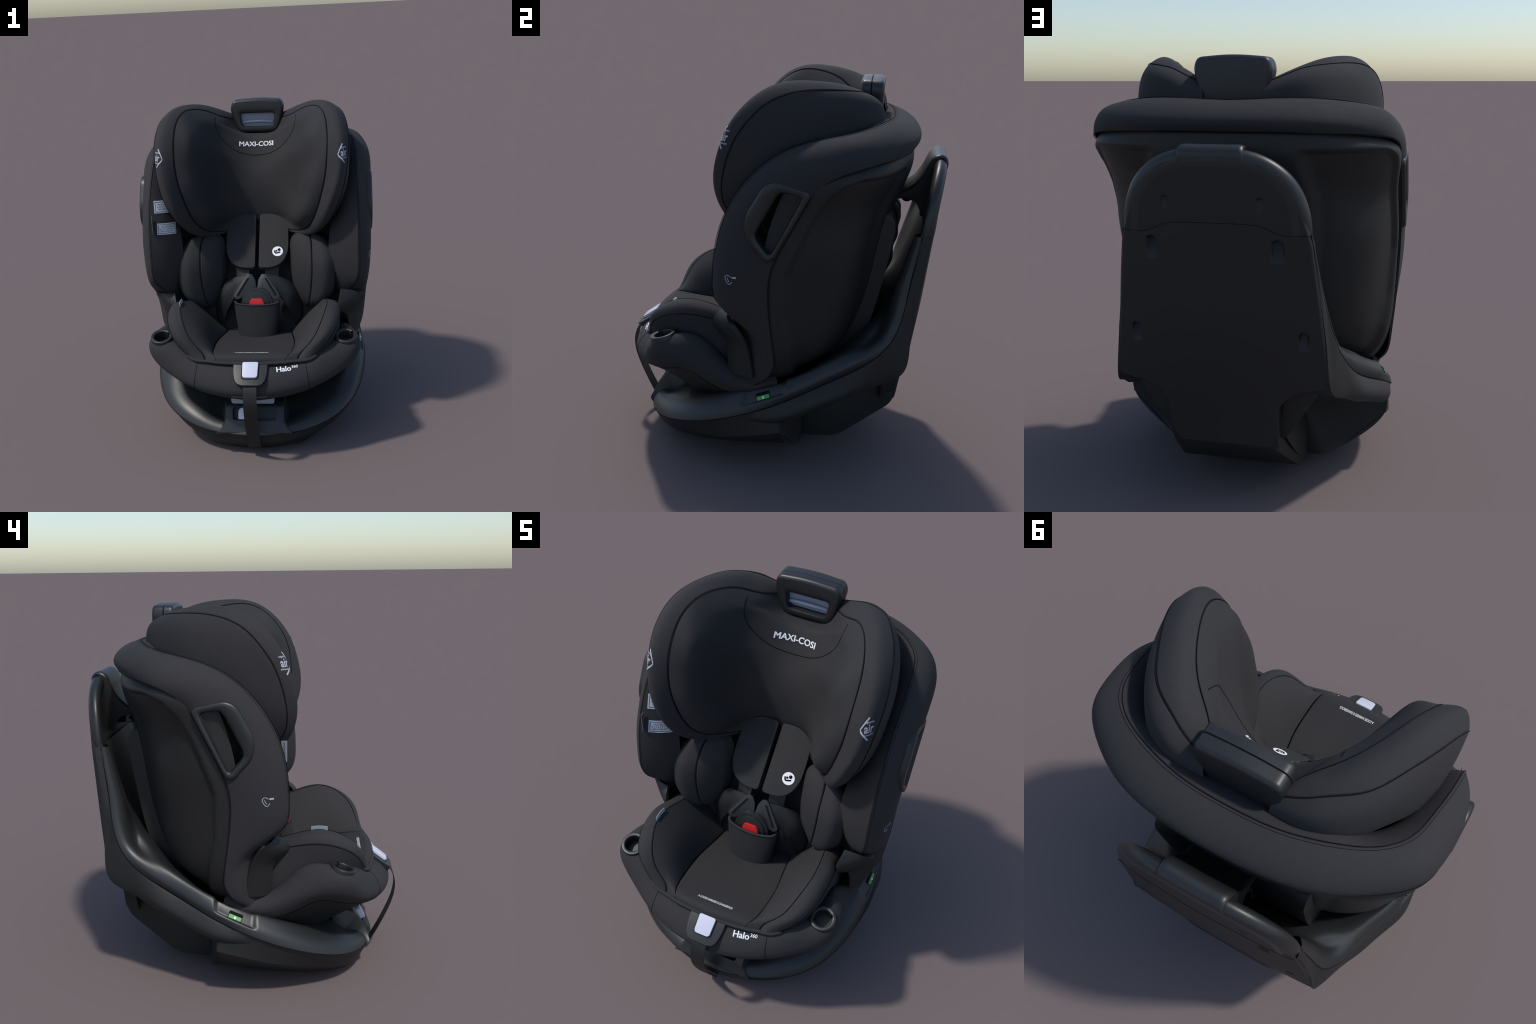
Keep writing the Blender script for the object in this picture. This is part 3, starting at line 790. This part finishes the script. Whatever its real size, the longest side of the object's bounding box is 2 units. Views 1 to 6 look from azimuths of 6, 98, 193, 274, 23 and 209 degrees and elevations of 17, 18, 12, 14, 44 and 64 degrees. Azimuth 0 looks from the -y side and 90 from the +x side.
prism("base_crossbeam", [(.30, .44), (.655, .60), (.655, .67), (.30, .56)], .48, frame((-.24, 0, 0), (0, 1, 0), (0, 0, 1)), SHELL, BASE, bevel=.01)

prism("base_bulkhead", [(-.45, .60), (.45, .60), (.36, .47), (.27, .33), (-.27, .33), (-.36, .47)], .02, frame((0, .615, 0), (1, 0, 0), (0, 0, 1)), SHELL, BASE, bevel=.003)
# rear panel: gently bulged, stepping in to the foot below
def panel_y(x, z):
    return yb(z) + .040 * sm(.35, .95, z) * (1 - (np.minimum(np.abs(x), .48) / .48) ** 2)


zr = np.r_[np.arange(.31, .56, .008), np.arange(.56, .63, .005), np.arange(.63, 1.575, .005)]
wz = np.interp(zr, [.31, .36, .50, .545, .585, .600, .612, .640, 1.25, 1.32, 1.42, 1.49, 1.555, 1.575], [.215, .245, .252, .285, .345, .41, .470, .480, .408, .388, .35, .31, .235, .20])
ff = np.linspace(-1, 1, 170)
th = np.linspace(0, math.pi / 2, 6)[1:]
rows = []
for z, w in zip(zr, wz):
    r = .016
    x = (w - r) * ff
    y = panel_y(x, z)
    # moulded keyhole pockets, deepest at their upper end
    for cx, zt, hw, hl, dp in ((.270, 1.262, .026, .095, .038), (.370, .868, .021, .085, .036), (.200, 1.435, .015, .055, .014)):
        a = np.abs(x) - cx
        zz_ = zt - z
        edge = sm(hw, hw - .005, np.abs(a)) * sm(0, .005, zz_ + hw * (np.sqrt(np.maximum(0, 1 - (a / hw) ** 2)) - 1))
        y = y - dp * edge * np.clip(1 - zz_ / hl, 0, 1)
    ye = panel_y(w - r, z)
    L = [(-w, ye - .06, z)] + [(-(w - r) - r * math.cos(q), ye - r + r * math.sin(q), z) for q in np.r_[0, th][:-1]]
    Rr = [((w - r) + r * math.sin(q), ye - r + r * math.cos(q), z) for q in th] + [(w, ye - .06, z)]
    rows.append(L + list(zip(x, y, np.full(len(x), z))) + Rr)
grid_obj("rear_panel", np.array(rows), SHELL, BASE)
grid_obj("rear_panel_front", np.array([[(x * w, panel_y(x * w, z) - .055, z) for x in np.linspace(-1, 1, 12)] for z, w in zip(zr[::8], wz[::8])]), SHELL, BASE)
wave = [(-.402, 1.283), (-.34, 1.281), (-.28, 1.286), (-.215, 1.315), (-.16, 1.325), (0, 1.327), (.16, 1.325), (.215, 1.315), (.28, 1.286), (.34, 1.281), (.402, 1.283)]
tube("seam_shadow_line", [(x, panel_y(x, z) + .0002, z) for x, z in curve(wave, .01)], .0013, CORD, BASE, n=6)

# arch over the panel: one moulding swept along the outline
oc = curve([(.404, 1.275), (.402, 1.33), (.392, 1.39), (.366, 1.463), (.319, 1.530), (.239, 1.590), (.144, 1.622), (.05, 1.630), (-.05, 1.630), (-.144, 1.622), (-.239, 1.590), (-.319, 1.530), (-.366, 1.463), (-.392, 1.39), (-.402, 1.33), (-.404, 1.275)], .010)
tn_ = np.gradient(oc, axis=0); tn_ /= np.linalg.norm(tn_, axis=1)[:, None]
inw = np.c_[-tn_[:, 1], tn_[:, 0]]
sec = [(.10, .005), (.075, .0015), (.055, .0008), (.035, .002), (.022, .006), (.010, .015), (.003, .026), (0, .038), (.003, .050), (.012, .060), (.026, .066), (.042, .066), (.056, .058), (.062, .045)]
rows = [[(o[0] + n[0] * e, panel_y(o[0] + n[0] * e, o[1] + n[1] * e) + .0015 - d, o[1] + n[1] * e) for e, d in sec] for o, n in zip(oc, inw)]
grid_obj("arch_bar", np.array(rows), PLASTIC, BASE)
# cap and bridge sweeping forward under the seat
prof_y = [(.830, 1.585), (.826, 1.622), (.795, 1.643), (.755, 1.628), (.718, 1.55), (.67, 1.48), (.60, 1.435), (.50, 1.41)]
rows = []
for x in (-.138, -.134, -.12, -.06, 0, .06, .12, .134, .138):
    dz = -.014 if abs(x) > .136 else (-.004 if abs(x) > .13 else 0)
    rows.append([(x, y + (-.004 if y > .8 and dz < -.01 else 0), z + dz) for y, z in prof_y])
grid_obj("bridge_cap", rail_grid(rows, .01), PLASTIC, BASE)
web = rounded([(.79, 1.64), (.745, 1.61), (.71, 1.53), (.665, 1.462), (.60, 1.42), (.58, 1.40), (.64, 1.41), (.69, 1.39), (.712, 1.35), (.715, 1.32), (.76, 1.32), (.80, 1.60)], .01, 3)
for s in (1, -1):
    prism("bridge_web", web, .012, frame((s * .13 - .006, 0, 0), (0, 1, 0), (0, 0, 1)), DARK, BASE, bevel=.003)

# lower body: faceted skirt that narrows to the floor plate
L0 = [(0, -.700, .142), (.2, -.676, .147), (.38, -.612, .167), (.52, -.508, .207), (.608, -.37, .257), (.652, -.2, .312), (.666, -.03, .383), (.655, .06, .42), (.645, .115, .445)]
L1 = [(0, -.69, .085), (.18, -.665, .09), (.335, -.605, .10), (.45, -.515, .12), (.55, -.38, .16), (.63, -.2, .20), (.668, -.03, .25), (.672, .06, .272), (.668, .115, .285)]
L2 = [(0, -.655, .04), (.16, -.63, .04), (.275, -.575, .028), (.35, -.49, .035), (.408, -.36, .048), (.438, -.2, .064), (.449, -.03, .082), (.447, .08, .093), (.445, .165, .095)]
L3a = [(0, -.62, .02), (.14, -.595, .02), (.24, -.545, .020), (.305, -.46, .026), (.35, -.34, .040), (.375, -.2, .055), (.37, -.03, .075), (.38, .08, .08), (.385, .18, .085)]
L3 = [(0, -.60, .0), (.13, -.58, .0), (.22, -.53, .0), (.275, -.445, .0), (.31, -.33, .0), (.325, -.2, .006), (.335, -.03, .022), (.345, .08, .045), (.365, .185, .064)]
L4 = [(0, -.5, 0), (.1, -.48, 0), (.18, -.44, 0), (.23, -.38, 0), (.25, -.30, 0), (.25, -.2, 0), (.25, -.03, 0.01), (.25, .08, .03), (.25, .19, .06)]
g = rail_grid(sym_v([L0, L1, L2, L3a, L3, L4]), .010, lin=True)
body = grid_obj("lower_body", g, SHELL, BASE)
body.data.set_sharp_from_angle(angle=math.radians(28))
E_ = [(.645, .115, .445), (.664, .115, .287), (.445, .165, .094), (.385, .185, .066), (.25, .19, .06)]
cap = rail_grid([E_, [(x * .96 - .01, y + .002, z + (.40 - z) * .05) for x, y, z in E_], [(min(x, .24), .20, max(z, .38)) for x, y, z in E_]], .012, lin=True)
grid_obj("lower_body_rear", cap, SHELL, BASE, mirror=True)
tg = rounded([(.05, .05), (.19, .066), (.30, .075), (.385, .085), (.655, .285), (.678, .345), (.698, .57), (.40, .55), (.05, .40)], [.01, .02, .05, .04, .03, .03, .02, .02, .02], 5)
def tshape(p):
    w = .290 - .06 * np.clip((p.x - .38) / .3, 0, 1)
    if p.y > .34:
        w = .246
    if p.y < .13:
        w = max(w, .27)
    return (p.x, p.y, (p.z - .25) / .25 * w)
prism("rear_foot", tg, .50, frame((0, 0, 0), (0, 1, 0), (0, 0, 1)), SHELL, BASE, bevel=.02, segs=3, shape=tshape)
# sloped side pockets between the foot and the side wall
def pocket(s):
    m = np.array([s, 1, 1])
    a = [(.285, .20, .10), (.288, .36, .13), (.268, .52, .26), (.245, .64, .40)]
    b = [(.285, .20, .24), (.282, .36, .27), (.268, .50, .37), (.255, .62, .47)]
    c = [(.25, .19, .38), (.24, .34, .43), (.24, .50, .50), (.26, .64, .58)]
    return grid_obj("side_pocket", rail_grid([np.array(q) * m for q in (a, b, c)], .012), SHELL, BASE)
pair("side_pocket", pocket)

# lock housing in the front of the rim
lk = [(-.48, .31), (-.57, .308), (-.608, .292), (-.664, .210), (-.692, .150), (-.66, .12), (-.48, .12)]
def lshape(p):
    w = 1.0 + .35 * np.clip((.2 - p.y) / .06, 0, 1)
    return (p.x, p.y, (p.z - .175) * w)
lock = prism("lock_housing", rounded(lk, [.02, .02, .015, .008, .008, .02, .02], 3), .35, frame((0, 0, 0), (0, 1, 0), (0, 0, 1)), PLASTIC, BASE, bevel=.006, shape=lshape)
lf = frame((0, -.645, .256), (1, 0, 0), (0, .50, .87))
cutter = prism("cutter", rounded([(-.132, -.040), (.132, -.040), (.132, .040), (-.132, .040)], .018, 4), .12, frame(lf @ Vector((0, 0, -.06)), (1, 0, 0), (0, .50, .87)), PLASTIC, BASE, bevel=0)
bo = lock.modifiers.new("slot", 'BOOLEAN'); bo.operation = 'DIFFERENCE'; bo.object = cutter; bo.solver = 'EXACT'
prism("lock_knob", rounded([(-.095, -.034), (-.025, -.034), (-.025, .034), (-.095, .034)], [.01, .01, .012, .03], 5), .055, frame(lf @ Vector((0, 0, -.045)), (1, 0, 0), (0, .50, .87)), SILVER, BASE, bevel=.006)

# indicator windows on the rim
rim_tree = bvh_of([rim])
def indicator(s):
    loc, nor, _, _ = rim_tree.find_nearest(Vector((s * .659, .014, .478)))
    if nor.x * s < 0:
        nor = -nor
    t = Vector((0, s, .42 * s))
    t = (t - nor * t.dot(nor)).normalized()
    up = nor.cross(t)
    e = prism("indicator_bezel", rounded([(-.037, -.021), (.037, -.021), (.037, .020), (-.037, .020)], .006, 3), .006, frame(loc - nor * .003, t, up), CORD, BASE, bevel=.001, segs=1)
    prism("indicator", rounded([(-.034, -.018), (.034, -.018), (.034, .003), (-.034, .003)], .003, 2), .006, frame(loc - nor * .0015, t, up), GREEN, BASE, bevel=.001, segs=1)
    M = frame(loc + nor * .006, t, up)
    V, F = disc_vf(0, -.009, .007, 4, .008)
    mesh_obj("lock_symbol", [M @ Vector((x, y, 0)) for x, y in V], F, WHITE, BASE, smooth=False)
pair("indicator", indicator)

# ------------------------------------------------------------------ front button, strap, pull bar
hsg = rounded([(-.080, -.092), (.080, -.092), (.100, .0), (.098, .075), (-.098, .075), (-.100, .0)], [.055, .055, .05, .02, .02, .05], 6)
hf = frame((0, -.728, .560), (1, 0, 0), (0, .80, .60))
prism("button_housing", hsg, .026, hf, PLASTIC, bevel=.012, segs=4)
prism("button_well", rounded([(-.052, -.056), (.052, -.056), (.052, .07), (-.052, .07)], .02, 5), .0275, hf, DARK, bevel=0)
prism("adjuster_button", rounded([(-.043, -.048), (.043, -.048), (.046, .052), (-.046, .052)], [.018, .018, .012, .012], 5), .04, hf, SILVER, bevel=.008, segs=4)
sp = [(-.765, .535), (-.79, .527), (-.812, .505), (-.834, .45), (-.838, .40), (-.826, .33), (-.79, .235), (-.745, .14), (-.712, .080), (-.690, .058), (-.665, .065), (-.655, .085)]
g = rail_grid([[(-.039, y, z) for y, z in sp], [(.039, y, z) for y, z in sp]], .012)
ob = grid_obj("pull_strap", g, WEB)
so = ob.modifiers.new("t", 'SOLIDIFY'); so.thickness = .004; so.offset = 0
prism("recline_lever", rounded([(-.128, .340), (.125, .340), (.125, .378), (-.13, .378)], [.03, .012, .005, .005], 4), .05, frame((0, -.63, 0), (1, 0, 0), (0, 0, 1)), GREY, bevel=.004)

# fabric tab on the bolster
ob = grid_obj("side_tab", rail_grid([[(-.440, -.36, .862), (-.441, -.40, .868), (-.440, -.445, .864)], [(-.444, -.36, .884), (-.446, -.40, .889), (-.444, -.445, .885)]], .01), TAB)
so = ob.modifiers.new("t", 'SOLIDIFY'); so.thickness = .003; so.offset = 0


# apply modifiers so that the meshes are final
dg = bpy.context.evaluated_depsgraph_get()
for ob in list(bpy.data.objects):
    if ob.type == 'MESH' and ob.modifiers:
        me = bpy.data.meshes.new_from_object(ob.evaluated_get(dg))
        ob.modifiers.clear(); ob.data = me
        me.set_sharp_from_angle(angle=math.radians(40))
bpy.data.objects.remove(cutter)


# ------------------------------------------------------------------ extra seams and markings
face_tree = bvh_of([inner])
surface_shadow_line("seam_shadow_line", [(-.262, .27, 1.905), (-.245, .26, 1.82), (-.205, .26, 1.752), (-.122, .25, 1.680), (0, .24, 1.652), (.122, .25, 1.680), (.205, .26, 1.752), (.245, .26, 1.82), (.262, .27, 1.905)],
             (0, 1, -.1), face_tree, .0022, CORD, HEAD)
for s in (1, -1):
    tube("seam_shadow_line", across([b0, b1, b2, b3, b4], 1.85) * np.array([s, 1, 1]), .0018, CORD, n=6)

M = frame((-.002, .20, 1.742), (1, 0, 0), (0, .3, .95))
V, F = text_vf("MAXI-COSI", .220, .031, 0)
for k, (dx, dy) in enumerate(((-.0016, 0), (.0016, 0), (0, .0008), (0, -.0008))):
    decal("brand_lettering", V + np.array([dx, dy]), F, M, face_tree, WHITE, HEAD, lift=.0016 + .0005 * k)

band_tree = bvh_of([band])
for s in (1, -1):
    M = frame((s * .545, -.250, 1.735), (.80, .60 * s, 0), (0, .38, .92))
    def put(vf, mat):
        decal("air_badge", vf[0], vf[1], M, band_tree, mat, HEAD, lift=.002, wrap=True)
    ch = np.array(rounded([(.024 * s, .058), (-.036 * s, 0), (.024 * s, -.058), (.5 * s, 0)], [0.0001, .012, .0001, .0001], 6))[1 * 7 - 1:2 * 7 + 1]
    put(stroke_vf(ch, .0085), PALE)
    V, F = text_vf("air", .056, .044, .02); put((V + np.array([.024 * s, .003]), F), PALE)
    V, F = text_vf("superior", .060, .015, .02); put((V + np.array([.026 * s, .034]), F), PALE)
    V, F = text_vf("protection", .060, .014, .02); put((V + np.array([.026 * s, -.030]), F), PALE)

pt = bvh_of([pads[0]])
M = frame((.131, -.055, 1.09), (1, 0, 0), (0, .25, .283))
decal("round_badge", *disc_vf(0, 0, .034, 40), M, pt, WHITE, HARN, lift=.0012)
for vf in (disc_vf(.010, .011, .0095), disc_vf(-.007, .003, .0062), stroke_vf(np.array([(-.020, .006), (-.018, -.002), (-.0155, -.009), (-.012, -.0125), (-.006, -.012), (.006, -.009), (.018, -.005)]), .0085)):
    decal("round_badge_figure", *vf, M, pt, CORD, HARN, lift=.0022)

bt = bvh_of([bumper])
M = frame((.190, -.712, .578), (1, .14, .06), (0, .62, .78))
V, F = text_vf("Halo", .084, .032, .012); decal("model_lettering", V, F, M, bt, WHITE); decal("model_lettering", V + np.array([.0014, 0]), F, M, bt, WHITE, lift=.0022)
V, F = text_vf("360", .036, .018, .01); decal("model_lettering", V + np.array([.065, .009]), F, M, bt, WHITE)
V, F = text_vf("A LOOSE HARNESS IS DANGEROUS", .20, .011, .0)
decal("warning_lettering", V, F, frame((-.005, -.78, .440), (1, 0, 0), (0, -.1, .99)), bt, PALE)
ct = bvh_of([seatc])
V, F = text_vf("A LOOSE HARNESS IS DANGEROUS", .196, .015, .012)
decal("warning_lettering", V, F, frame((0, -.630, .637), (1, 0, 0), (0, 1, 0)), ct, WHITE, CUSH)

lt = bvh_of([lining])
def label(z, h):
    M = frame((-.535, -.20, z), (.9, .40, -.09), (0, 0, 1))
    hw = .062
    sq = lambda w, q: (np.array([(-w, -q), (w, -q), (w, q), (-w, q)]), [(0, 1, 2, 3)])
    decal("care_label", *sq(hw, h), M, lt, LABEL, lift=.002)
    for p in ([(-hw + .008, -h + .008), (hw - .008, -h + .008)], [(-hw + .008, h - .008), (hw - .008, h - .008)], [(-hw + .008, -h + .008), (-hw + .008, h - .008)], [(hw - .008, -h + .008), (hw - .008, h - .008)]):
        decal("label_print", *stroke_vf(curve(p, .01), .0022), M, lt, CORD, lift=.003)
    V, F = text_vf("MUST BE USED", .075, .009); decal("label_print", V + np.array([0, .013]), F, M, lt, CORD, lift=.003)
    V, F = text_vf("- - - - - - - - -", .085, .005); decal("label_print", V, F, M, lt, CORD, lift=.003)
    V, F = text_vf("SHOULDER SLOT", .075, .009); decal("label_print", V + np.array([0, -.013]), F, M, lt, CORD, lift=.003)
label(1.285, .034)
label(1.415, .036)

cvt = bvh_of([cover])
for s in (1, -1):
    M = frame((s * .71, -.152, 1.092), (0, s, 0), (0, 0, 1))
    def put(p, w):
        decal("belt_path_mark", *stroke_vf(curve(np.array(p) * np.array([-.85, .85]), .004), w * .85), M, cvt, PALE, lift=.0015)
    put([(.022, .020), (.030, .010), (.012, -.026), (.004, -.030), (-.012, -.012)], .0035)
    put([(.022, .022), (.005, .020), (-.004, .012)], .0035)
    put([(.018, .008), (.006, -.016)], .0035)
    put([(-.010, .013), (-.034, .014)], .010)

# woven tag sewn into the left wing edge
M = frame((-.618, -.225, 1.318), (.10, -.98, .0), (0, -.22, .97))
vt = [(-.010, -.052), (.018, -.052), (.018, .052), (-.010, .052)]
prism("woven_tag", vt, .002, M, new_mat("tag_weave", (.20, .21, .235), .85), bevel=0)
V, F = text_vf("MOISTURE WICKING", .09, .010)
mesh_obj("tag_lettering", [M @ Vector((.004 - y, x, -.0006)) for x, y in V], F, CORD, smooth=False)
mesh_obj("tag_lettering", [M @ Vector((.004 + y, x, .0026)) for x, y in V], F, CORD, smooth=False)
